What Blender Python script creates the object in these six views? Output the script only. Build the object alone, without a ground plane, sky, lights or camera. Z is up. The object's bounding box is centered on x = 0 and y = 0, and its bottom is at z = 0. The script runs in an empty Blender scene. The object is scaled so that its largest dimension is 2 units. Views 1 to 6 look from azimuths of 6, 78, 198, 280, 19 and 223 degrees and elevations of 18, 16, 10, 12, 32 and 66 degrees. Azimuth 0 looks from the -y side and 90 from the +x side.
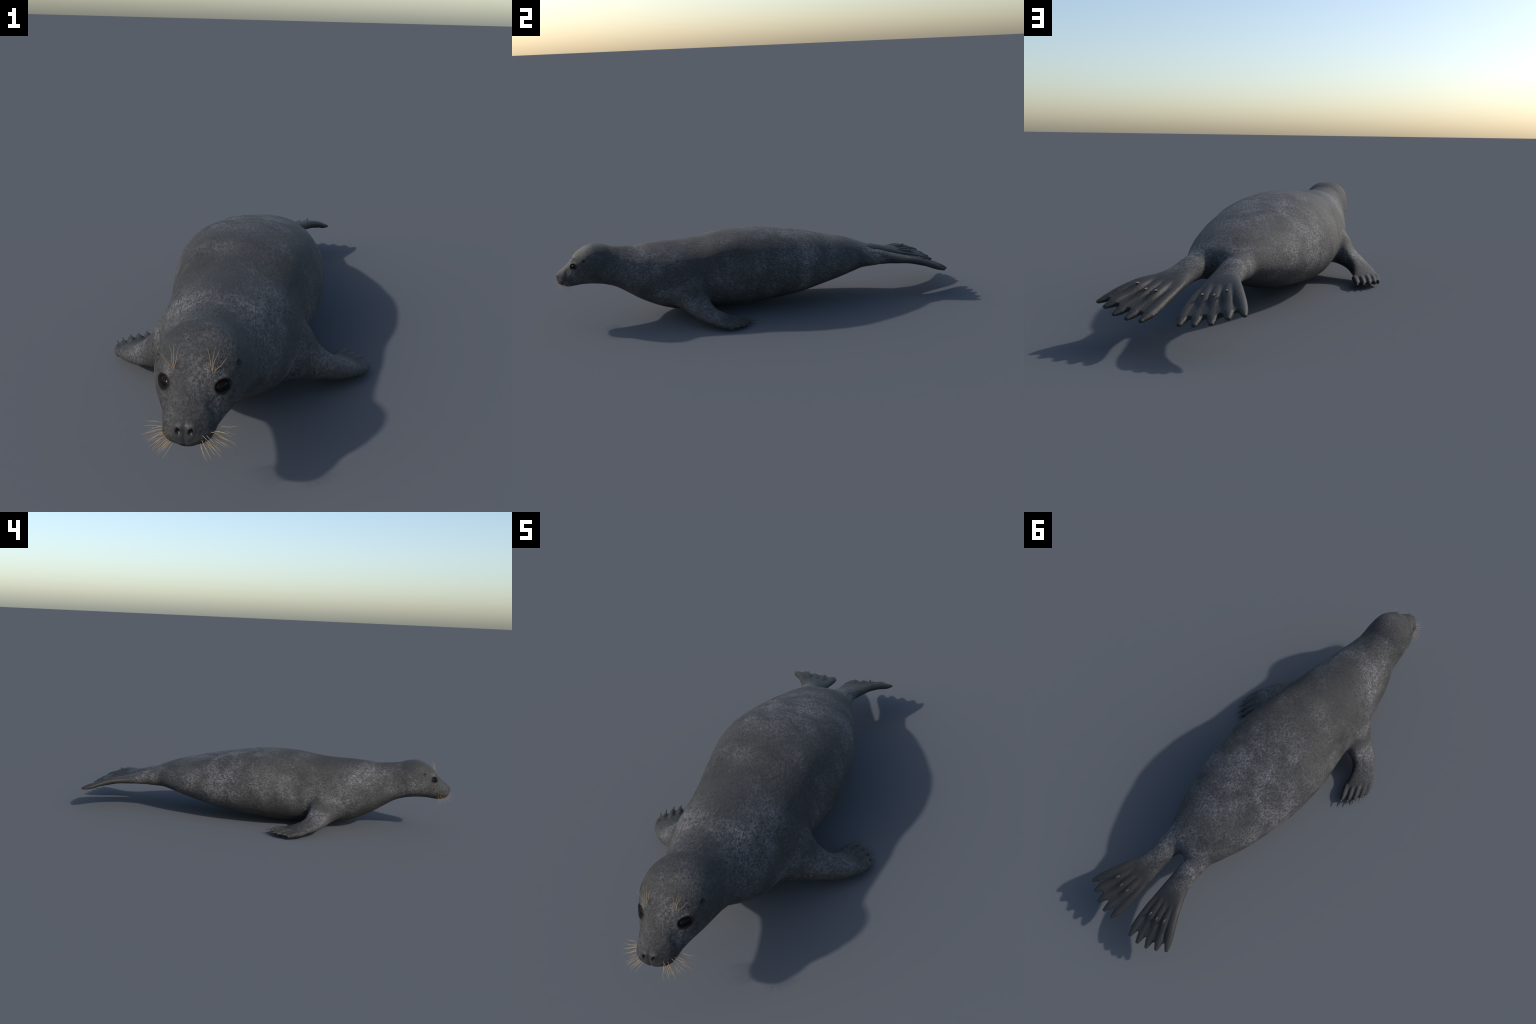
"""A seal lying on its belly, propped on its fore flippers, hind flippers trailing.
Head toward -y, tail toward +y, symmetric about x = 0."""
import bpy, math, random
import numpy as np
from mathutils import Vector, Matrix

random.seed(7)
rng = np.random.default_rng(7)
VOXEL = 0.0032

# --------------------------------------------------------------------------
# helpers
# --------------------------------------------------------------------------
def curve(xs, ys, q):
    """Smooth shape-preserving (monotone cubic) curve through control points."""
    xs = np.asarray(xs, float); ys = np.asarray(ys, float); q = np.asarray(q, float)
    h = np.diff(xs); d = np.diff(ys) / h
    m = np.zeros_like(ys)
    for i in range(1, len(xs) - 1):
        if d[i - 1] * d[i] > 0:
            w1 = 2 * h[i] + h[i - 1]; w2 = h[i] + 2 * h[i - 1]
            m[i] = (w1 + w2) / (w1 / d[i - 1] + w2 / d[i])
    m[0] = d[0]; m[-1] = d[-1]
    k = np.clip(np.searchsorted(xs, q) - 1, 0, len(xs) - 2)
    t = np.clip((q - xs[k]) / h[k], 0, 1)
    t2, t3 = t * t, t * t * t
    return ((2*t3 - 3*t2 + 1) * ys[k] + (t3 - 2*t2 + t) * h[k] * m[k]
            + (-2*t3 + 3*t2) * ys[k+1] + (t3 - t2) * h[k] * m[k+1])

def curves(xs, table, q):
    table = np.asarray(table, float)
    return np.stack([curve(xs, table[:, j], q) for j in range(table.shape[1])], -1)

def smoothstep(a, b, x):
    t = np.clip((x - a) / (b - a), 0, 1)
    return t * t * (3 - 2 * t)

def loft(rings):
    """Closed skin over a stack of rings (k, n, 3), ends capped with a fan."""
    rings = np.asarray(rings, float)
    k, n, _ = rings.shape
    verts = [tuple(p) for p in rings.reshape(-1, 3)]
    faces = []
    for i in range(k - 1):
        for j in range(n):
            a, b = i * n + j, i * n + (j + 1) % n
            faces.append((a, b, b + n, a + n))
    for ring, base, flip in ((rings[0], 0, True), (rings[-1], (k - 1) * n, False)):
        c = len(verts); verts.append(tuple(ring.mean(0)))
        for j in range(n):
            a, b = base + j, base + (j + 1) % n
            faces.append((b, a, c) if flip else (a, b, c))
    return verts, faces

def tube(path, radii, flat=1.0, n=20, steps=24, up=(0, 0, 1), pointed=False):
    """Tube with a smooth path and varying radius; flat squeezes it along up."""
    path = np.asarray(path, float)
    t = np.r_[0, np.cumsum(np.linalg.norm(np.diff(path, axis=0), axis=1))]
    q = np.linspace(0, t[-1], steps)
    P = curves(t, path, q); R = curve(t, radii, q)
    if pointed:
        R[-1] *= 0.15
    T = np.gradient(P, axis=0); T /= np.linalg.norm(T, axis=1)[:, None]
    up = np.asarray(up, float)
    S = np.cross(T, up); S /= np.linalg.norm(S, axis=1)[:, None]
    U = np.cross(S, T)
    th = np.linspace(0, 2 * math.pi, n, endpoint=False)
    c, s = np.cos(th), np.sin(th)
    return P[:, None] + R[:, None, None] * (c[None, :, None] * S[:, None] + flat * s[None, :, None] * U[:, None])

def mesh_of(name, parts):
    verts, faces = [], []
    for v, f in parts:
        o = len(verts)
        verts += v; faces += [tuple(i + o for i in q) for q in f]
    me = bpy.data.meshes.new(name)
    me.from_pydata(verts, [], faces); me.update()
    return me

MIR = np.array([-1.0, 1, 1])
def both(rings):
    r = np.asarray(rings)
    return [loft(r), loft((r * MIR)[:, ::-1])]

# --------------------------------------------------------------------------
# trunk: cross-sections along the spine
#   y,   underside, back line, half width, height of widest point (0..1), squareness above, below
# --------------------------------------------------------------------------
SPINE = np.array([
    (-0.9755, 0.2193, 0.2473, 0.0170, 0.450, 2.20, 2.00),
    (-0.9700, 0.2053, 0.2553, 0.0260, 0.420, 2.20, 2.00),
    (-0.9600, 0.1953, 0.2633, 0.0360, 0.400, 2.20, 2.00),
    (-0.9400, 0.1874, 0.2779, 0.0500, 0.395, 2.21, 2.00),
    (-0.9200, 0.1827, 0.2936, 0.0555, 0.414, 2.21, 2.20),
    (-0.9050, 0.1839, 0.3104, 0.0595, 0.446, 2.32, 2.19),
    (-0.8900, 0.1852, 0.3301, 0.0670, 0.467, 2.49, 2.19),
    (-0.8700, 0.1876, 0.3486, 0.0775, 0.474, 2.58, 2.14),
    (-0.8500, 0.1888, 0.3611, 0.0875, 0.460, 2.56, 2.08),
    (-0.8200, 0.1884, 0.3741, 0.0981, 0.427, 2.52, 1.98),
    (-0.7900, 0.1858, 0.3789, 0.1019, 0.393, 2.49, 1.98),
    (-0.7500, 0.1788, 0.3723, 0.1060, 0.370, 2.31, 1.97),
    (-0.7000, 0.1628, 0.3588, 0.1105, 0.342, 2.05, 1.96),
    (-0.6500, 0.1323, 0.3540, 0.1264, 0.346, 1.92, 1.96),
    (-0.6000, 0.0989, 0.3501, 0.1454, 0.350, 1.92, 1.96),
    (-0.5500, 0.0694, 0.3559, 0.1587, 0.367, 1.92, 1.93),
    (-0.5000, 0.0450, 0.3587, 0.1710, 0.383, 1.92, 1.91),
    (-0.4500, 0.0268, 0.3610, 0.1820, 0.414, 1.92, 1.92),
    (-0.4000, 0.0147, 0.3603, 0.1902, 0.444, 1.92, 1.95),
    (-0.3000, 0.0087, 0.3658, 0.1958, 0.452, 1.95, 2.02),
    (-0.2000, 0.0074, 0.3786, 0.2064, 0.459, 2.06, 2.05),
    (-0.1000, 0.0088, 0.3845, 0.2238, 0.457, 2.20, 2.08),
    (0.0000, 0.0189, 0.3810, 0.2353, 0.458, 2.33, 2.11),
    (0.1000, 0.0300, 0.3693, 0.2353, 0.454, 2.35, 2.14),
    (0.2000, 0.0425, 0.3523, 0.2227, 0.444, 2.31, 2.12),
    (0.3000, 0.0659, 0.3308, 0.2040, 0.449, 2.30, 2.12),
    (0.4000, 0.0922, 0.3050, 0.1809, 0.438, 2.27, 2.12),
    (0.5000, 0.1196, 0.2795, 0.1456, 0.433, 2.27, 2.12),
    (0.5500, 0.1326, 0.2607, 0.1265, 0.448, 2.26, 2.12),
    (0.5900, 0.1396, 0.2437, 0.1052, 0.461, 2.22, 2.02),
    (0.6080, 0.1545, 0.2259, 0.0600, 0.485, 2.08, 1.99),
])
def section(y):
    return curves(SPINE[:, 0], SPINE[:, 1:], y)

def trunk_rings():
    y = np.concatenate([np.linspace(-0.9755, -0.94, 24)[:-1], np.linspace(-0.94, 0.608, 300)])
    S = section(y)
    th = np.linspace(0, 2 * math.pi, 128, endpoint=False)
    c, s = np.cos(th), np.sin(th)
    rings = []
    for yy, (lo, hi, a, w, nu, nb) in zip(y, S):
        zw = lo + (hi - lo) * w
        n = np.where(s > 0, nu, nb)
        sx = np.sign(c) * np.abs(c) ** (2 / n)
        sz = np.sign(s) * np.abs(s) ** (2 / n)
        rings.append(np.stack([a * sx, np.full_like(c, yy), zw + np.where(s > 0, hi - zw, zw - lo) * sz], -1))
    return np.array(rings)

def trunk_value(P):
    """< 1 inside the trunk, > 1 outside."""
    S = section(P[:, 1])
    lo, hi, a, w = S.T[:4]
    zw = lo + (hi - lo) * w
    dz = np.where(P[:, 2] > zw, (P[:, 2] - zw) / (hi - zw), (P[:, 2] - zw) / (zw - lo))
    return np.hypot(P[:, 0] / a, dz)

# --------------------------------------------------------------------------
# fore flipper (built for +x, mirrored): leading edge, trailing edge, thickness
# --------------------------------------------------------------------------
FORE = np.array([
    # leading edge x, y, z      trailing edge x, y, z     thickness
    (0.095, -0.470, 0.115,  0.100, -0.240, 0.190, 0.200),
    (0.150, -0.446, 0.095,  0.165, -0.265, 0.160, 0.155),
    (0.203, -0.410, 0.083,  0.206, -0.268, 0.112, 0.100),
    (0.250, -0.378, 0.078,  0.240, -0.257, 0.074, 0.072),
    (0.293, -0.347, 0.063,  0.262, -0.228, 0.050, 0.058),
    (0.333, -0.305, 0.048,  0.274, -0.192, 0.038, 0.045),
    (0.363, -0.255, 0.033,  0.281, -0.155, 0.028, 0.036),
    (0.380, -0.212, 0.022,  0.291, -0.124, 0.018, 0.024),
    (0.383, -0.190, 0.015,  0.302, -0.101, 0.014, 0.015),
])
def fore_rings():
    t = np.linspace(0, 1, len(FORE)); q = np.linspace(0, 1, 70)
    F = curves(t, FORE, q)
    th = np.linspace(0, 2 * math.pi, 48, endpoint=False)
    c, s = np.cos(th), np.sin(th)
    L, T, k = F[:, 0:3], F[:, 3:6], F[:, 6]
    mid = (L + T) / 2; half = (L - T) / 2
    fwd = np.gradient(mid, axis=0)
    nrm = np.cross(half, fwd); nrm /= np.linalg.norm(nrm, axis=1)[:, None]
    nrm *= np.sign(nrm[:, 2:3])
    sc = np.sign(c) * np.abs(c) ** 0.9; ss = np.sign(s) * np.abs(s) ** 0.72
    return mid[:, None] + half[:, None] * sc[None, :, None] + nrm[:, None] * (k / 2)[:, None, None] * ss[None, :, None]

FORE_TOES = [  # knuckle, tip of the flesh, tip of the claw
    ((0.288, -0.160, 0.028), (0.314, -0.093, 0.0160), (0.321, -0.067, 0.019)),
    ((0.309, -0.183, 0.031), (0.337, -0.110, 0.0160), (0.343, -0.085, 0.017)),
    ((0.328, -0.205, 0.033), (0.357, -0.128, 0.0160), (0.364, -0.103, 0.019)),
    ((0.347, -0.226, 0.033), (0.371, -0.158, 0.0160), (0.383, -0.131, 0.021)),
    ((0.360, -0.246, 0.031), (0.379, -0.184, 0.0160), (0.390, -0.161, 0.026)),
]

# --------------------------------------------------------------------------
# hind flipper (built for +x, mirrored): leg, then a webbed blade of five digits
# --------------------------------------------------------------------------
HIND = np.array([
    # y,   inner x, outer x, inner z, outer z, thickness
    (0.480, 0.034, 0.112, 0.196, 0.194, 0.110),
    (0.560, 0.020, 0.119, 0.190, 0.189, 0.096),
    (0.610, 0.017, 0.120, 0.186, 0.186, 0.086),
    (0.650, 0.022, 0.118, 0.181, 0.184, 0.078),
    (0.690, 0.025, 0.121, 0.175, 0.178, 0.062),
    (0.730, 0.026, 0.134, 0.168, 0.172, 0.050),
    (0.780, 0.026, 0.157, 0.158, 0.169, 0.038),
    (0.840, 0.026, 0.184, 0.143, 0.155, 0.028),
    (0.890, 0.028, 0.205, 0.129, 0.142, 0.020),
    (0.935, 0.034, 0.219, 0.117, 0.133, 0.014),
])
def web_edge(u):
    """y of the free edge of the web, u = 0 inner side .. 1 outer side."""
    return curve([0, 0.24, 0.45, 0.66, 0.84, 1.0], [0.966, 0.962, 0.957, 0.951, 0.931, 0.912], u)

def hind_rings():
    y = np.concatenate([np.linspace(0.48, 0.84, 50)[:-1], np.linspace(0.84, 0.935, 24)])
    F = curves(HIND[:, 0], HIND[:, 1:], y)
    th = np.linspace(0, 2 * math.pi, 72, endpoint=False)
    c, s = np.cos(th), np.sin(th)
    u = (1 - c) / 2
    rings = []
    for yy, (xi, xo, zi, zo, k) in zip(y, F):
        g = smoothstep(0.80, 0.935, yy)
        yu = yy + g * (web_edge(u) - 0.935)
        drop = -0.30 * (yu - yy)
        prof = np.sign(s) * np.abs(s) ** (1.0 - 0.35 * smoothstep(0.66, 0.8, yy))
        rings.append(np.stack([xi + (xo - xi) * u, yu, zi + (zo - zi) * u + drop + prof * k / 2], -1))
    return np.array(rings)

HIND_DIGITS = [  # path, radii
    ([(0.046, 0.730, 0.167), (0.043, 0.840, 0.144), (0.047, 0.915, 0.123), (0.052, 0.955, 0.111), (0.058, 0.998, 0.099)], [0.014, 0.0175, 0.0180, 0.0165, 0.0070]),
    ([(0.056, 0.730, 0.176), (0.068, 0.810, 0.163), (0.076, 0.864, 0.149), (0.088, 0.920, 0.124), (0.095, 0.958, 0.113), (0.102, 0.999, 0.102)], [0.007, 0.0130, 0.0155, 0.0152, 0.0165, 0.0070]),
    ([(0.080, 0.730, 0.179), (0.096, 0.810, 0.166), (0.108, 0.864, 0.152), (0.125, 0.915, 0.130), (0.136, 0.950, 0.118), (0.147, 0.988, 0.108)], [0.007, 0.0130, 0.0155, 0.0152, 0.0165, 0.0070]),
    ([(0.103, 0.725, 0.181), (0.125, 0.800, 0.171), (0.140, 0.848, 0.162), (0.160, 0.895, 0.143), (0.174, 0.931, 0.131), (0.188, 0.967, 0.121)], [0.007, 0.0130, 0.0155, 0.0152, 0.0165, 0.0070]),
    ([(0.116, 0.730, 0.176), (0.155, 0.815, 0.167), (0.185, 0.870, 0.152), (0.206, 0.907, 0.138), (0.226, 0.942, 0.127)], [0.014, 0.0185, 0.0180, 0.0155, 0.0070]),
]

# --------------------------------------------------------------------------
# one closed skin
# --------------------------------------------------------------------------
parts = [loft(trunk_rings())]
parts += both(fore_rings()) + both(hind_rings())
for (a, b, _c) in FORE_TOES:
    a, b = np.array(a), np.array(b)
    path = [a - (b - a) * 0.35 - (0, 0, 0.003), a, (a + b) / 2 + (0, 0, 0.002), b]
    parts += both(tube(path, [0.007, 0.0118, 0.0128, 0.0095], flat=1.1))
for path, radii in HIND_DIGITS:
    parts += both(tube(path, radii, flat=0.76, steps=36))

raw = bpy.data.objects.new("raw_skin", mesh_of("raw_skin", parts))
bpy.context.scene.collection.objects.link(raw)
mod = raw.modifiers.new("Remesh", 'REMESH')
mod.mode = 'VOXEL'; mod.voxel_size = VOXEL; mod.adaptivity = 0
dg = bpy.context.evaluated_depsgraph_get()
skin = bpy.data.meshes.new_from_object(raw.evaluated_get(dg))
bpy.data.objects.remove(raw)

nv = len(skin.vertices)
P = np.empty(nv * 3); skin.vertices.foreach_get("co", P); P = P.reshape(-1, 3)
E = np.empty(len(skin.edges) * 2, dtype=np.int32); skin.edges.foreach_get("vertices", E); E = E.reshape(-1, 2)
deg = np.bincount(E.ravel(), minlength=nv).astype(float)

def relax(P, w):
    A = np.empty_like(P)
    for j in range(3):
        A[:, j] = np.bincount(E[:, 0], P[E[:, 1], j], nv) + np.bincount(E[:, 1], P[E[:, 0], j], nv)
    A /= deg[:, None]
    return P + (A - P) * w[:, None]

def blob(P, c, r):
    c = np.array(c); d = np.linalg.norm((np.c_[np.abs(P[:, 0]), P[:, 1:]] - c) / r, axis=1)
    return 1 - smoothstep(0.4, 1.0, d)

# soft joints: shoulder, armpit, crotch; elsewhere only the voxel steps are taken out
joint = np.maximum.reduce([
    blob(P, (0.185, -0.335, 0.10), (0.075, 0.15, 0.11)),
    0.9 * blob(P, (0.06, 0.60, 0.185), (0.13, 0.10, 0.10)),
])
for i in range(70):
    P = relax(P, 0.6 * joint)
one = np.ones(nv)
for i in range(9):
    P = relax(P, 0.55 * one); P = relax(P, -0.57 * one)

# --------------------------------------------------------------------------
# sculpting of the face
# --------------------------------------------------------------------------
def vnormals(P):
    skin.vertices.foreach_set("co", P.ravel()); skin.update()
    N = np.empty(nv * 3); skin.vertex_normals.foreach_get("vector", N)
    return N.reshape(-1, 3)

N = vnormals(P)
EYE = np.array([0.061, -0.890, 0.294])
EAR = np.array([0.0825, -0.836, 0.321])
NOSTRIL = np.array([0.0125, -0.974, 0.236])

def surface_near(p):
    i = np.argmin(((P - p) ** 2).sum(1)); return P[i].copy(), N[i].copy()

eye_s, eye_n = surface_near(EYE)
EYE_AXIS = np.array([0.55, -0.70, 0.30]); EYE_AXIS /= np.linalg.norm(EYE_AXIS)
eye_n = eye_n * 0.6 + EYE_AXIS * 0.4; eye_n /= np.linalg.norm(eye_n)
eye_u = np.array([0.68, 0.73, 0.06]); eye_u -= eye_n * (eye_u @ eye_n); eye_u /= np.linalg.norm(eye_u)   # towards outer corner
eye_v = np.cross(eye_n, eye_u)
ear_s, ear_n = surface_near(EAR)

M = np.c_[np.abs(P[:, 0]), P[:, 1:]]          # mirrored working copy
side = np.sign(P[:, 0]); side[side == 0] = 1
D = np.zeros((nv, 3))                        # displacement for the +x side
# eye socket and lids
q = M - eye_s
eu, ev, en = q @ eye_u, q @ eye_v, q @ eye_n
near = np.abs(en) < 0.03
re = np.hypot(eu / 0.0170, ev / 0.0120)
D += near[:, None] * (-eye_n) * (0.013 * (1 - smoothstep(0.55, 1.02, re)))[:, None]
D += near[:, None] * eye_n * (0.0028 * np.exp(-((re - 1.25) / 0.28) ** 2))[:, None]
# brow above the eye, hollow in front of it
D += np.array([0.3, -0.5, 0.8]) * (0.0035 * blob(P, (0.043, -0.893, 0.325), (0.022, 0.022, 0.018)))[:, None]
D += np.array([-0.8, 0.3, -0.2]) * (0.0035 * blob(P, (0.052, -0.922, 0.272), (0.022, 0.024, 0.026)))[:, None]
# ear hole
re2 = np.linalg.norm(M - ear_s, axis=1)
D += -ear_n * (0.007 * (1 - smoothstep(0.0015, 0.0065, re2)))[:, None]
# nostrils: comma-shaped pits, swollen rim
qn = M - NOSTRIL
tilt = qn[:, 0] * 0.82 - qn[:, 2] * (-0.57); along = -qn[:, 0] * 0.57 * -1 + qn[:, 2] * 0.82
sx = qn[:, 0] - 0.25 * qn[:, 2]
rn = np.hypot(sx / 0.0042, qn[:, 2] / 0.0072)
front = P[:, 1] < -0.945
D += front[:, None] * np.array([-0.15, 1, 0.1]) * (0.009 * (1 - smoothstep(0.35, 1.1, rn)))[:, None]
D += front[:, None] * np.array([0.1, -0.9, 0.4]) * (0.0022 * np.exp(-((rn - 1.6) / 0.45) ** 2) * smoothstep(-0.006, 0.006, qn[:, 2]))[:, None]
# cleft between the nostrils running down to the lip
cl = np.exp(-(M[:, 0] / 0.0028) ** 2) * front * smoothstep(0.188, 0.205, P[:, 2]) * (1 - smoothstep(0.252, 0.268, P[:, 2]))
D += np.array([0, 1, -0.2]) * (0.0035 * cl)[:, None]
# whisker pads
D += np.array([0.85, -0.4, -0.1]) * (0.0035 * blob(P, (0.036, -0.950, 0.214), (0.026, 0.030, 0.022)))[:, None]
# mouth line
mouth_z = curve([-0.98, -0.955, -0.92, -0.88], [0.203, 0.198, 0.193, 0.199], P[:, 1])
ml = np.exp(-((P[:, 2] - mouth_z) / 0.0022) ** 2) * (1 - smoothstep(-0.885, -0.865, P[:, 1])) * (P[:, 1] < -0.86)
D += -N * np.array([1, 1, 1]) * (0.0030 * ml)[:, None] * np.array([1, 1, 1]) * np.c_[side, one, one]
D[:, 0] *= side
P = P + D

# the pose is not quite mirrored: a fuller shoulder on one side, one paddle pressed flatter
def hand_lift(Q):
    w = smoothstep(-0.26, -0.10, Q[:, 1]) * smoothstep(0.24, 0.29, np.abs(Q[:, 0])) * (Q[:, 1] < 0.05)
    return np.where(Q[:, 0] > 0, -0.0045, 0.0065) * w
sh = np.linalg.norm((P - (-0.135, -0.28, 0.315)) / (0.085, 0.17, 0.085), axis=1)
P += N * (0.010 * (1 - smoothstep(0.0, 1.0, sh)))[:, None]
sh = np.linalg.norm((np.c_[np.abs(P[:, 0]), P[:, 1:]] - (0.135, -0.17, 0.33)) / (0.10, 0.19, 0.10), axis=1)
P += N * (0.011 * (1 - smoothstep(0.0, 1.0, sh)))[:, None]
P[:, 2] += hand_lift(P)

# folds of skin: round the neck, above the root of the hind flippers, soft lumps of blubber
def ripples(P):
    y, z, x = P[:, 1], P[:, 2], P[:, 0]
    h = np.zeros(nv)
    for y0, amp, w, tilt in ((-0.735, 0.0008, 0.014, 0.25), (-0.69, 0.0007, 0.012, 0.3), (0.615, 0.0016, 0.012, -0.2)):
        d = y - y0 - tilt * (z - 0.27)
        h -= amp * np.exp(-(d / w) ** 2)
    h += 0.0012 * np.sin(9 * y + 3 * z) * np.sin(14 * x + 11 * z + 2 * y)
    return h
body_w = 1 - smoothstep(0.66, 0.72, P[:, 1])
P += N * (ripples(P) * body_w)[:, None]
for i in range(1):
    P = relax(P, 0.35 * one)
P[:, 2] = np.maximum(P[:, 2] - 0.002 * smoothstep(0.20, 0.28, np.abs(P[:, 0])) * (P[:, 1] < 0), 0.0)        # the ground flattens what rests on it
N = vnormals(P)

# --------------------------------------------------------------------------
# materials
# --------------------------------------------------------------------------
def new_mat(name):
    m = bpy.data.materials.new(name); m.use_nodes = True
    nt = m.node_tree; nt.nodes.clear()
    out = nt.nodes.new("ShaderNodeOutputMaterial")
    b = nt.nodes.new("ShaderNodeBsdfPrincipled")
    nt.links.new(b.outputs[0], out.inputs[0])
    return m, nt, b

class G:
    """Tiny node-graph helper."""
    def __init__(s, nt):
        s.nt = nt
        s.co = nt.nodes.new("ShaderNodeTexCoord").outputs["Object"]
    def put(s, sock, v):
        if hasattr(v, "is_output"): s.nt.links.new(v, sock)
        else: sock.default_value = v
    def math(s, op, a, b=0.0, clamp=False):
        n = s.nt.nodes.new("ShaderNodeMath"); n.operation = op; n.use_clamp = clamp
        s.put(n.inputs[0], a); s.put(n.inputs[1], b); return n.outputs[0]
    def mapping(s, scale=(1, 1, 1), loc=(0, 0, 0), rot=(0, 0, 0), src=None):
        n = s.nt.nodes.new("ShaderNodeMapping")
        s.put(n.inputs["Vector"], src or s.co); n.inputs["Scale"].default_value = scale
        n.inputs["Location"].default_value = loc; n.inputs["Rotation"].default_value = rot
        return n.outputs[0]
    def noise(s, scale, vec=None, detail=4, rough=0.55, dist=0.0):
        n = s.nt.nodes.new("ShaderNodeTexNoise"); s.put(n.inputs["Vector"], vec or s.co)
        n.inputs["Scale"].default_value = scale; n.inputs["Detail"].default_value = detail
        n.inputs["Roughness"].default_value = rough; n.inputs["Distortion"].default_value = dist
        return n.outputs[0]
    def voronoi(s, scale, vec=None):
        n = s.nt.nodes.new("ShaderNodeTexVoronoi"); s.put(n.inputs["Vector"], vec or s.co)
        n.inputs["Scale"].default_value = scale; return n
    def ss(s, a, b, v):
        n = s.nt.nodes.new("ShaderNodeMapRange"); n.interpolation_type = 'SMOOTHSTEP'
        s.put(n.inputs["Value"], v)
        n.inputs["From Min"].default_value = a; n.inputs["From Max"].default_value = b
        return n.outputs[0]
    def sep(s):
        n = s.nt.nodes.new("ShaderNodeSeparateXYZ"); s.put(n.inputs[0], s.co); return n.outputs
    def mix(s, f, a, b):
        n = s.nt.nodes.new("ShaderNodeMix"); n.data_type = 'RGBA'
        s.put(n.inputs[0], f); s.put(n.inputs[6], a); s.put(n.inputs[7], b); return n.outputs[2]
    def spot(s, vec, centre, radii):
        """1 at the centre of an ellipsoid, fading to 0 at its surface."""
        m = s.mapping(tuple(1 / r for r in radii), tuple(-c / r for c, r in zip(centre, radii)), src=vec)
        n = s.nt.nodes.new("ShaderNodeVectorMath"); n.operation = 'LENGTH'; s.put(n.inputs[0], m)
        return s.ss(1.0, 0.15, n.outputs["Value"])
    def dist(s, vec, centre):
        m = s.mapping((1, 1, 1), tuple(-c for c in centre), src=vec)
        n = s.nt.nodes.new("ShaderNodeVectorMath"); n.operation = 'LENGTH'; s.put(n.inputs[0], m)
        return n.outputs["Value"]
    def mirror(s, vec=None):
        n = s.nt.nodes.new("ShaderNodeVectorMath"); n.operation = 'ABSOLUTE'; s.put(n.inputs[0], vec or s.co); 
        c = s.nt.nodes.new("ShaderNodeSeparateXYZ"); s.put(c.inputs[0], n.outputs[0])
        d = s.nt.nodes.new("ShaderNodeSeparateXYZ"); s.put(d.inputs[0], vec or s.co)
        e = s.nt.nodes.new("ShaderNodeCombineXYZ")
        s.put(e.inputs[0], c.outputs[0]); s.put(e.inputs[1], d.outputs[1]); s.put(e.inputs[2], d.outputs[2])
        return e.outputs[0]
    def bump(s, h, dist, strength=1.0, prev=None):
        n = s.nt.nodes.new("ShaderNodeBump"); s.put(n.inputs["Height"], h)
        n.inputs["Distance"].default_value = dist; n.inputs["Strength"].default_value = strength
        if prev is not None: s.put(n.inputs["Normal"], prev)
        return n.outputs[0]

def rgb(r, g, b): return (r, g, b, 1)

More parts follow.
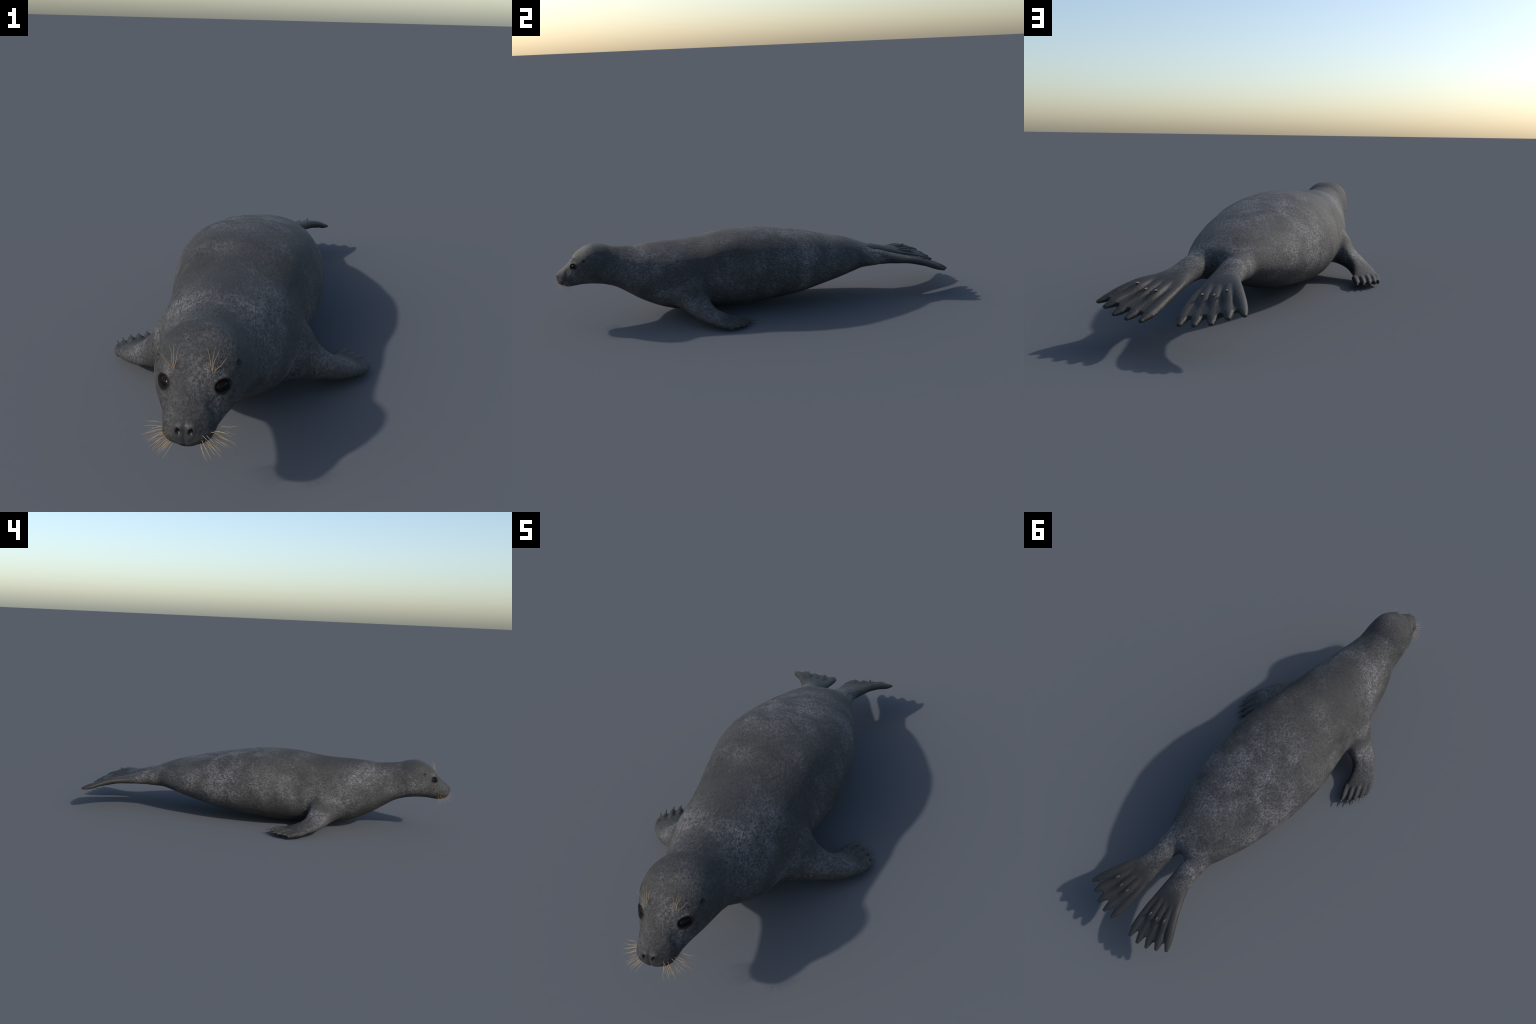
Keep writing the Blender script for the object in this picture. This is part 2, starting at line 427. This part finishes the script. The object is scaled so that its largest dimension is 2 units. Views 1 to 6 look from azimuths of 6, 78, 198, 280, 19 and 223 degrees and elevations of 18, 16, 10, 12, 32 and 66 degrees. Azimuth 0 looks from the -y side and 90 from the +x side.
def fur_material():
    m, nt, b = new_mat("wet_seal_fur")
    g = G(nt)
    # wandering coordinates so that patch borders are ragged
    w = nt.nodes.new("ShaderNodeTexNoise"); w.inputs["Scale"].default_value = 9; w.inputs["Detail"].default_value = 5
    w.inputs["Roughness"].default_value = 0.65
    g.put(w.inputs["Vector"], g.co)
    vm = nt.nodes.new("ShaderNodeVectorMath"); vm.operation = 'SUBTRACT'; g.put(vm.inputs[0], w.outputs["Color"]); vm.inputs[1].default_value = (.5, .5, .5)
    vs = nt.nodes.new("ShaderNodeVectorMath"); vs.operation = 'SCALE'; g.put(vs.inputs[0], vm.outputs[0]); vs.inputs["Scale"].default_value = 0.16
    va = nt.nodes.new("ShaderNodeVectorMath"); va.operation = 'ADD'; g.put(va.inputs[0], g.co); g.put(va.inputs[1], vs.outputs[0])
    wob = va.outputs[0]
    wm = g.mirror(wob); cm = g.mirror()
    # pale areas
    pale = None
    for c, r, k in (((0.00, 0.22, 0.36), (0.20, 0.40, 0.14), 0.80),
                    ((0.20, 0.20, 0.20), (0.16, 0.42, 0.20), 0.90),
                    ((0.09, 0.62, 0.21), (0.10, 0.17, 0.09), 0.95),
                    ((0.11, -0.56, 0.30), (0.11, 0.22, 0.13), 0.90),
                    ((0.15, -0.42, 0.17), (0.11, 0.17, 0.14), 0.80),
                    ((0.24, -0.33, 0.09), (0.12, 0.12, 0.08), 0.70),
                    ((0.31, -0.27, 0.06), (0.08, 0.08, 0.05), 0.60),
                    ((0.21, -0.14, 0.22), (0.09, 0.12, 0.12), 0.75),
                    ((0.085, -0.80, 0.25), (0.06, 0.12, 0.09), 0.50),
                    ((0.050, -0.92, 0.26), (0.05, 0.09, 0.07), 0.60),
                    ((0.000, -0.89, 0.33), (0.08, 0.10, 0.06), 0.28)):
        s = g.math('MULTIPLY', g.spot(wm, c, r), k)
        pale = s if pale is None else g.math('MAXIMUM', pale, s)
    mott = g.noise(11, detail=8, rough=0.72)
    pale = g.math('MULTIPLY', pale, g.math('ADD', 0.25, g.math('MULTIPLY', g.ss(0.36, 0.60, mott), 0.75)))
    pale = g.math('ADD', pale, g.math('MULTIPLY', g.ss(0.50, 0.68, g.noise(6, detail=8, rough=0.72)), 0.40), clamp=True)
    # clumps of hair lying along the body, and single hairs
    strk = g.noise(1.0, g.mapping((145, 75, 145)), detail=6, rough=0.72)
    fine = g.noise(1.0, g.mapping((420, 150, 420)), detail=3, rough=0.7)
    hair = g.math('ADD', g.math('MULTIPLY', strk, 0.55), g.math('MULTIPLY', fine, 0.45))
    hair_hi = g.ss(0.41, 0.60, hair)
    # bare dark skin of the digits
    y = g.sep()[1]
    bare_h = g.ss(0.69, 0.80, g.math('ADD', y, g.math('MULTIPLY', g.math('SUBTRACT', mott, 0.5), 0.12)))
    bare_f = g.math('MULTIPLY', g.spot(cm, (0.352, -0.115, 0.02), (0.075, 0.085, 0.08)), 0.55)
    bare = g.math('MAXIMUM', bare_h, bare_f)
    base = g.mix(g.ss(0.38, 0.62, g.noise(4.5, detail=6, rough=0.65)), rgb(0.016, 0.0163, 0.0166), rgb(0.031, 0.0305, 0.030))
    cloud = g.noise(5.5, detail=5, rough=0.6, dist=0.6)
    warm = g.math('MULTIPLY', g.spot(wm, (0.0, -0.12, 0.37), (0.20, 0.36, 0.20)), 0.8)
    base = g.mix(warm, base, rgb(0.031, 0.0285, 0.0255))
    base = g.mix(g.math('MULTIPLY', hair_hi, 0.62), base, rgb(0.078, 0.077, 0.076))
    lightc = g.mix(hair_hi, rgb(0.028, 0.028, 0.030), rgb(0.240, 0.232, 0.238))
    col = g.mix(g.math('MULTIPLY', pale, 0.88), base, lightc)
    col = g.mix(g.math('MULTIPLY', g.ss(0.56, 0.40, cloud), 0.50), col, rgb(0.024, 0.0235, 0.0235))
    # scattered single pale hairs
    vo = g.voronoi(1.0, g.mapping((190, 85, 190)))
    speck = g.math('MULTIPLY', g.ss(0.22, 0.08, vo.outputs["Distance"]), g.ss(0.44, 0.62, g.noise(26, detail=4, rough=0.7)))
    col = g.mix(g.math('MULTIPLY', g.math('MULTIPLY', speck, g.ss(0.45, 0.62, g.noise(150, detail=2))), 0.75), col, rgb(0.32, 0.31, 0.31))
    # pale ring over the eye, dark lids, dark ear hole, dark lip pads
    halo = g.spot(cm, tuple(eye_s + np.array([-0.004, 0.002, 0.024])), (0.024, 0.026, 0.018))
    col = g.mix(g.math('MULTIPLY', g.math('MULTIPLY', halo, g.math('ADD', 0.4, hair_hi)), 0.30), col, rgb(0.17, 0.168, 0.165))
    rel = g.mapping((1, 1, 1), tuple(-c for c in eye_s), src=cm)
    def along(axis, size):
        n = nt.nodes.new("ShaderNodeVectorMath"); n.operation = 'DOT_PRODUCT'
        g.put(n.inputs[0], rel); n.inputs[1].default_value = tuple(axis / size)
        return g.math('POWER', g.math('ABSOLUTE', n.outputs["Value"]), 2.0)
    oval = g.math('SQRT', g.math('ADD', along(eye_u, 0.0170), along(eye_v, 0.0125)))
    lid = g.math('MULTIPLY', g.ss(1.50, 1.12, oval), g.ss(0.034, 0.030, g.dist(cm, tuple(eye_s))))
    col = g.mix(lid, col, rgb(0.009, 0.009, 0.010))
    col = g.mix(g.spot(cm, tuple(ear_s), (0.013, 0.013, 0.013)), col, rgb(0.006, 0.006, 0.006))
    brow = g.spot(cm, (0.042, -0.897, 0.331), (0.014, 0.012, 0.010))
    col = g.mix(g.math('MULTIPLY', brow, 0.6), col, rgb(0.02, 0.02, 0.02))
    lip = g.spot(cm, (0.030, -0.945, 0.192), (0.036, 0.055, 0.022))
    col = g.mix(g.math('MULTIPLY', lip, 0.9), col, rgb(0.014, 0.014, 0.015))
    nose = g.spot(cm, (0.0, -0.976, 0.232), (0.036, 0.022, 0.034))
    col = g.mix(g.ss(0.0, 0.5, nose), col, rgb(0.032, 0.032, 0.034))
    bcol = g.mix(g.noise(60, detail=4), rgb(0.017, 0.0165, 0.016), rgb(0.033, 0.031, 0.029))
    col = g.mix(g.math('MULTIPLY', bare, 0.92), col, bcol)
    nos = g.spot(cm, tuple(NOSTRIL + np.array([0.0, 0.003, 0.0])), (0.0085, 0.02, 0.0115))
    col = g.mix(g.ss(0.05, 0.6, nos), col, rgb(0.006, 0.006, 0.006))
    g.put(b.inputs["Base Color"], col)
    rough = g.math('SUBTRACT', 0.66, g.math('MULTIPLY', g.math('MAXIMUM', g.ss(0.0, 0.5, nose), g.math('MULTIPLY', bare, 0.35)), 0.28))
    g.put(b.inputs["Roughness"], rough)
    g.put(b.inputs["Specular IOR Level"], g.math('SUBTRACT', 0.30, g.math('MULTIPLY', g.math('MAXIMUM', lid, g.spot(cm, tuple(ear_s), (0.013, 0.013, 0.013))), 0.24)))
    leather = g.voronoi(260).outputs["Distance"]
    calm = g.math('SUBTRACT', 1.0, g.math('MAXIMUM', g.ss(0.0, 0.5, nose), bare))
    n1 = g.bump(g.math('MULTIPLY', hair, calm), 0.0050, 0.8)
    n2 = g.bump(g.math('MULTIPLY', leather, bare), 0.0012, 0.5, n1)
    g.put(b.inputs["Normal"], n2)
    return m

def plain(name, c1, c2, rough, scale, spec=0.5, coat=0.0):
    m, nt, b = new_mat(name); g = G(nt)
    g.put(b.inputs["Base Color"], g.mix(g.noise(scale, detail=3), rgb(*c1), rgb(*c2)))
    b.inputs["Roughness"].default_value = rough
    b.inputs["Specular IOR Level"].default_value = spec
    b.inputs["Coat Weight"].default_value = coat; b.inputs["Coat Roughness"].default_value = 0.03
    return m

FUR = fur_material()
CLAW = plain("horn", (0.018, 0.015, 0.012), (0.060, 0.049, 0.038), 0.5, 90)
HAIR = plain("whisker_hair", (0.30, 0.195, 0.085), (0.45, 0.31, 0.15), 0.5, 60)
EARM = plain("ear_canal_skin", (0.006, 0.006, 0.006), (0.010, 0.010, 0.010), 0.6, 100)
def eye_material():
    m, nt, b = new_mat("wet_eye"); g = G(nt)
    n = nt.nodes.new("ShaderNodeVectorMath"); n.operation = 'LENGTH'
    mp = g.mapping((1, 1, 1), (0, 0, -1)); g.put(n.inputs[0], mp)
    ring = n.outputs["Value"]
    iris = g.mix(g.noise(8, detail=4), rgb(0.014, 0.006, 0.003), rgb(0.040, 0.017, 0.008))
    col = g.mix(g.ss(0.62, 0.72, ring), rgb(0.004, 0.004, 0.005), iris)
    col = g.mix(g.ss(0.80, 0.95, ring), col, rgb(0.008, 0.009, 0.012))
    g.put(b.inputs["Base Color"], col)
    b.inputs["Roughness"].default_value = 0.09
    b.inputs["Specular IOR Level"].default_value = 0.09
    return m
EYEM = eye_material()

# --------------------------------------------------------------------------
# divide the skin into named anatomical regions
# --------------------------------------------------------------------------
coll = bpy.context.scene.collection
seal = bpy.data.objects.new("seal", None); coll.objects.link(seal)
seal["label"] = "dark grey mottled seal lying propped on its fore flippers"
seal["category"] = "seal"

nl = len(skin.loops); nf = len(skin.polygons)
loops = np.empty(nl, dtype=np.int32); skin.loops.foreach_get("vertex_index", loops)
starts = np.empty(nf, dtype=np.int32); skin.polygons.foreach_get("loop_start", starts)
totals = np.empty(nf, dtype=np.int32); skin.polygons.foreach_get("loop_total", totals)
FC = np.stack([np.add.reduceat(P[loops, j], starts) / totals for j in range(3)], -1)

tv = trunk_value(FC)
reg = np.full(nf, 2)                                              # torso
reg[FC[:, 1] + 0.25 * (FC[:, 2] - 0.27) * -1 < -0.47] = 1         # neck
reg[FC[:, 1] - 0.25 * (FC[:, 2] - 0.27) < -0.735] = 0             # head
nose_r = np.linalg.norm((np.c_[np.abs(FC[:, 0]), FC[:, 1:]] - (0, -0.978, 0.234)) / (0.027, 0.020, 0.026), axis=1)
reg[nose_r < 1] = 3
ear_r = np.linalg.norm(np.c_[np.abs(FC[:, 0]), FC[:, 1:]] - ear_s, axis=1)
reg[(ear_r < 0.0075) & (FC[:, 0] > 0)] = 8
reg[(ear_r < 0.0075) & (FC[:, 0] < 0)] = 9
arm = (tv > 1.07) & (FC[:, 1] > -0.47) & (FC[:, 1] < -0.03) & (FC[:, 2] < 0.17) & (np.abs(FC[:, 0]) > 0.16)
reg[arm & (FC[:, 0] > 0)] = 4; reg[arm & (FC[:, 0] < 0)] = 5
leg = FC[:, 1] > 0.63
reg[leg & (FC[:, 0] > 0)] = 6; reg[leg & (FC[:, 0] <= 0)] = 7

def region(idx, name, parent, mat):
    sel = np.where(reg == idx)[0]
    fl = [loops[starts[f]:starts[f] + totals[f]] for f in sel]
    used, inv = np.unique(np.concatenate(fl), return_inverse=True)
    me = bpy.data.meshes.new(name)
    cuts = np.cumsum([len(f) for f in fl])[:-1]
    me.from_pydata(P[used].tolist(), [], [a.tolist() for a in np.split(inv, cuts)])
    me.polygons.foreach_set("use_smooth", np.ones(len(me.polygons), dtype=bool))
    me.update()
    me.normals_split_custom_set_from_vertices(N[used].tolist())
    me.materials.append(mat)
    ob = bpy.data.objects.new(name, me); coll.objects.link(ob); ob.parent = parent
    return ob

head = region(0, "head", seal, FUR)
region(1, "neck", seal, FUR)
region(2, "torso", seal, FUR)
region(3, "nose", head, FUR)
region(8, "ear", head, EARM); region(9, "ear", head, EARM)
fore = [region(4, "forelimb", seal, FUR), region(5, "forelimb", seal, FUR)]
hind = [region(6, "hindlimb", seal, FUR), region(7, "hindlimb", seal, FUR)]

def add(name, rings, parent, mat):
    me = mesh_of(name, [loft(rings)])
    me.polygons.foreach_set("use_smooth", np.ones(len(me.polygons), dtype=bool))
    me.materials.append(mat)
    ob = bpy.data.objects.new(name, me); coll.objects.link(ob); ob.parent = parent
    return ob

def top_at(x, y, want_top=True):
    """Skin height over (x, y)."""
    d = np.hypot(P[:, 0] - x, P[:, 1] - y)
    z = P[d < 0.006, 2]
    return z.max() if want_top else z.min()

# claws of the fore flippers
for i, (a, b, c) in enumerate(FORE_TOES):
    a, b, c = map(np.array, (a, b, c))
    d = c - b; root = b - d * 0.30 + (0, 0, 0.0055)
    mid = b + d * 0.45 + (0, 0, 0.0045)
    r = tube([root, mid, c], [0.0038, 0.0026, 0.0007], flat=0.9, n=12, steps=14)
    for limb, q in zip(fore, (r, (r * MIR)[:, ::-1])):
        q = q.copy(); q[:, :, 2] += hand_lift(q.reshape(-1, 3)).reshape(q.shape[:2]) - 0.002
        q[:, :, 2] = np.maximum(q[:, :, 2], 0.0008)
        add("claw", q, limb, CLAW)
# small claws on the three middle hind digits
for (x, y), d, ln in (((0.072, 0.868), (0.05, 1, 0.30), 0.019), ((0.1065, 0.868), (0.16, 1, 0.12), 0.016), ((0.139, 0.852), (0.22, 1, 0.40), 0.021)):
    z = top_at(x, y) - 0.0015
    d = np.array(d) / np.linalg.norm(d); o = np.array([x, y, z - 0.003])
    r = tube([o - d * 0.006, o + d * ln * 0.5 + (0, 0, 0.0015), o + d * ln - (0, 0, 0.001)], [0.0036, 0.0034, 0.0008], n=12, steps=12)
    add("claw", r, hind[0], CLAW); add("claw", (r * MIR)[:, ::-1], hind[1], CLAW)

# eyes
for sgn in (1, -1):
    me = bpy.data.meshes.new("eye")
    n, k = 40, 24
    th = np.linspace(0.02, math.pi - 0.02, k); ph = np.linspace(0, 2 * math.pi, n, endpoint=False)
    rings = np.stack([np.outer(np.sin(th), np.cos(ph)), np.outer(np.sin(th), np.sin(ph)), np.outer(np.cos(th), np.ones(n))], -1)
    v, f = loft(rings[:, ::-1]); me.from_pydata(v, [], f); me.update()
    me.polygons.foreach_set("use_smooth", np.ones(len(me.polygons), dtype=bool))
    me.materials.append(EYEM)
    ob = bpy.data.objects.new("eye", me); coll.objects.link(ob); ob.parent = head
    s3 = np.array([sgn, 1, 1])
    o = (eye_s - eye_n * 0.0120) * s3; zax = eye_n * s3; xax = eye_u * s3; yax = np.cross(zax, xax)
    R = 0.0160
    mw = Matrix.Identity(4)
    for r_ in range(3):
        for c_, ax, sc in ((0, xax, 1.14), (1, yax, 0.86), (2, zax, 0.85)):
            mw[r_][c_] = ax[r_] * R * sc
        mw[r_][3] = o[r_]
    ob.matrix_world = mw

# whiskers
def skin_hit(p):
    i = np.argmin(((P - p) ** 2).sum(1)); return P[i], N[i]
def whisker(base, direction, length, bend, r0, sgn):
    p, n = skin_hit(base)
    d = np.array(direction, float); d /= np.linalg.norm(d)
    s = np.cross(d, (0, 0, 1)); s /= np.linalg.norm(s); u = np.cross(s, d)
    ph = rng.uniform(0, 6.28); amp = rng.uniform(0.0012, 0.0030)
    pts = []
    for t in np.linspace(0, 1, 7):
        pts.append(p - d * 0.002 + d * length * t + np.array(bend) * length * t * t
                   + (u * math.sin(ph + 7 * t) + s * math.cos(ph + 5 * t)) * amp * t)
    r = tube(pts, [r0, r0 * .95, r0 * .9, r0 * .8, r0 * .65, r0 * .45, r0 * .2], n=6, steps=16)
    if sgn < 0: r = (r * MIR)[:, ::-1]
    add("whisker", r, head, HAIR)

for sgn in (1, -1):
    for row in range(4):
        count = (6, 8, 8, 6)[row]
        for k in range(count):
            f = (k + 0.5) / count
            y = -0.968 + 0.052 * f + rng.uniform(-.002, .002) + 0.004 * row
            z = 0.223 - 0.0075 * row - 0.004 * f + rng.uniform(-.001, .001)
            base = np.array([0.030 + 0.022 * f - 0.002 * row, y, z])
            d = (0.42 + 0.58 * f, -0.95 + 0.75 * f + rng.uniform(-.15, .15), 0.22 - 0.25 * row + rng.uniform(-.15, .15))
            ln = (0.034 + 0.013 * f) * rng.uniform(0.75, 1.2)
            whisker(base, d, ln, (0.05, 0.14, -0.16 + rng.uniform(-.15, .1)), 0.00042, sgn)
    for d, ln in (((-0.20, -0.10, 1), 0.050), ((0.05, 0.02, 1), 0.052), ((0.22, -0.02, 1), 0.050), ((0.75, -0.05, 0.8), 0.042)):
        base = np.array([0.041 + d[0] * 0.006, -0.896, 0.331])
        whisker(base, d, ln, (0.0, 0.22, 0.0), 0.00036, sgn)

bpy.data.meshes.remove(skin)
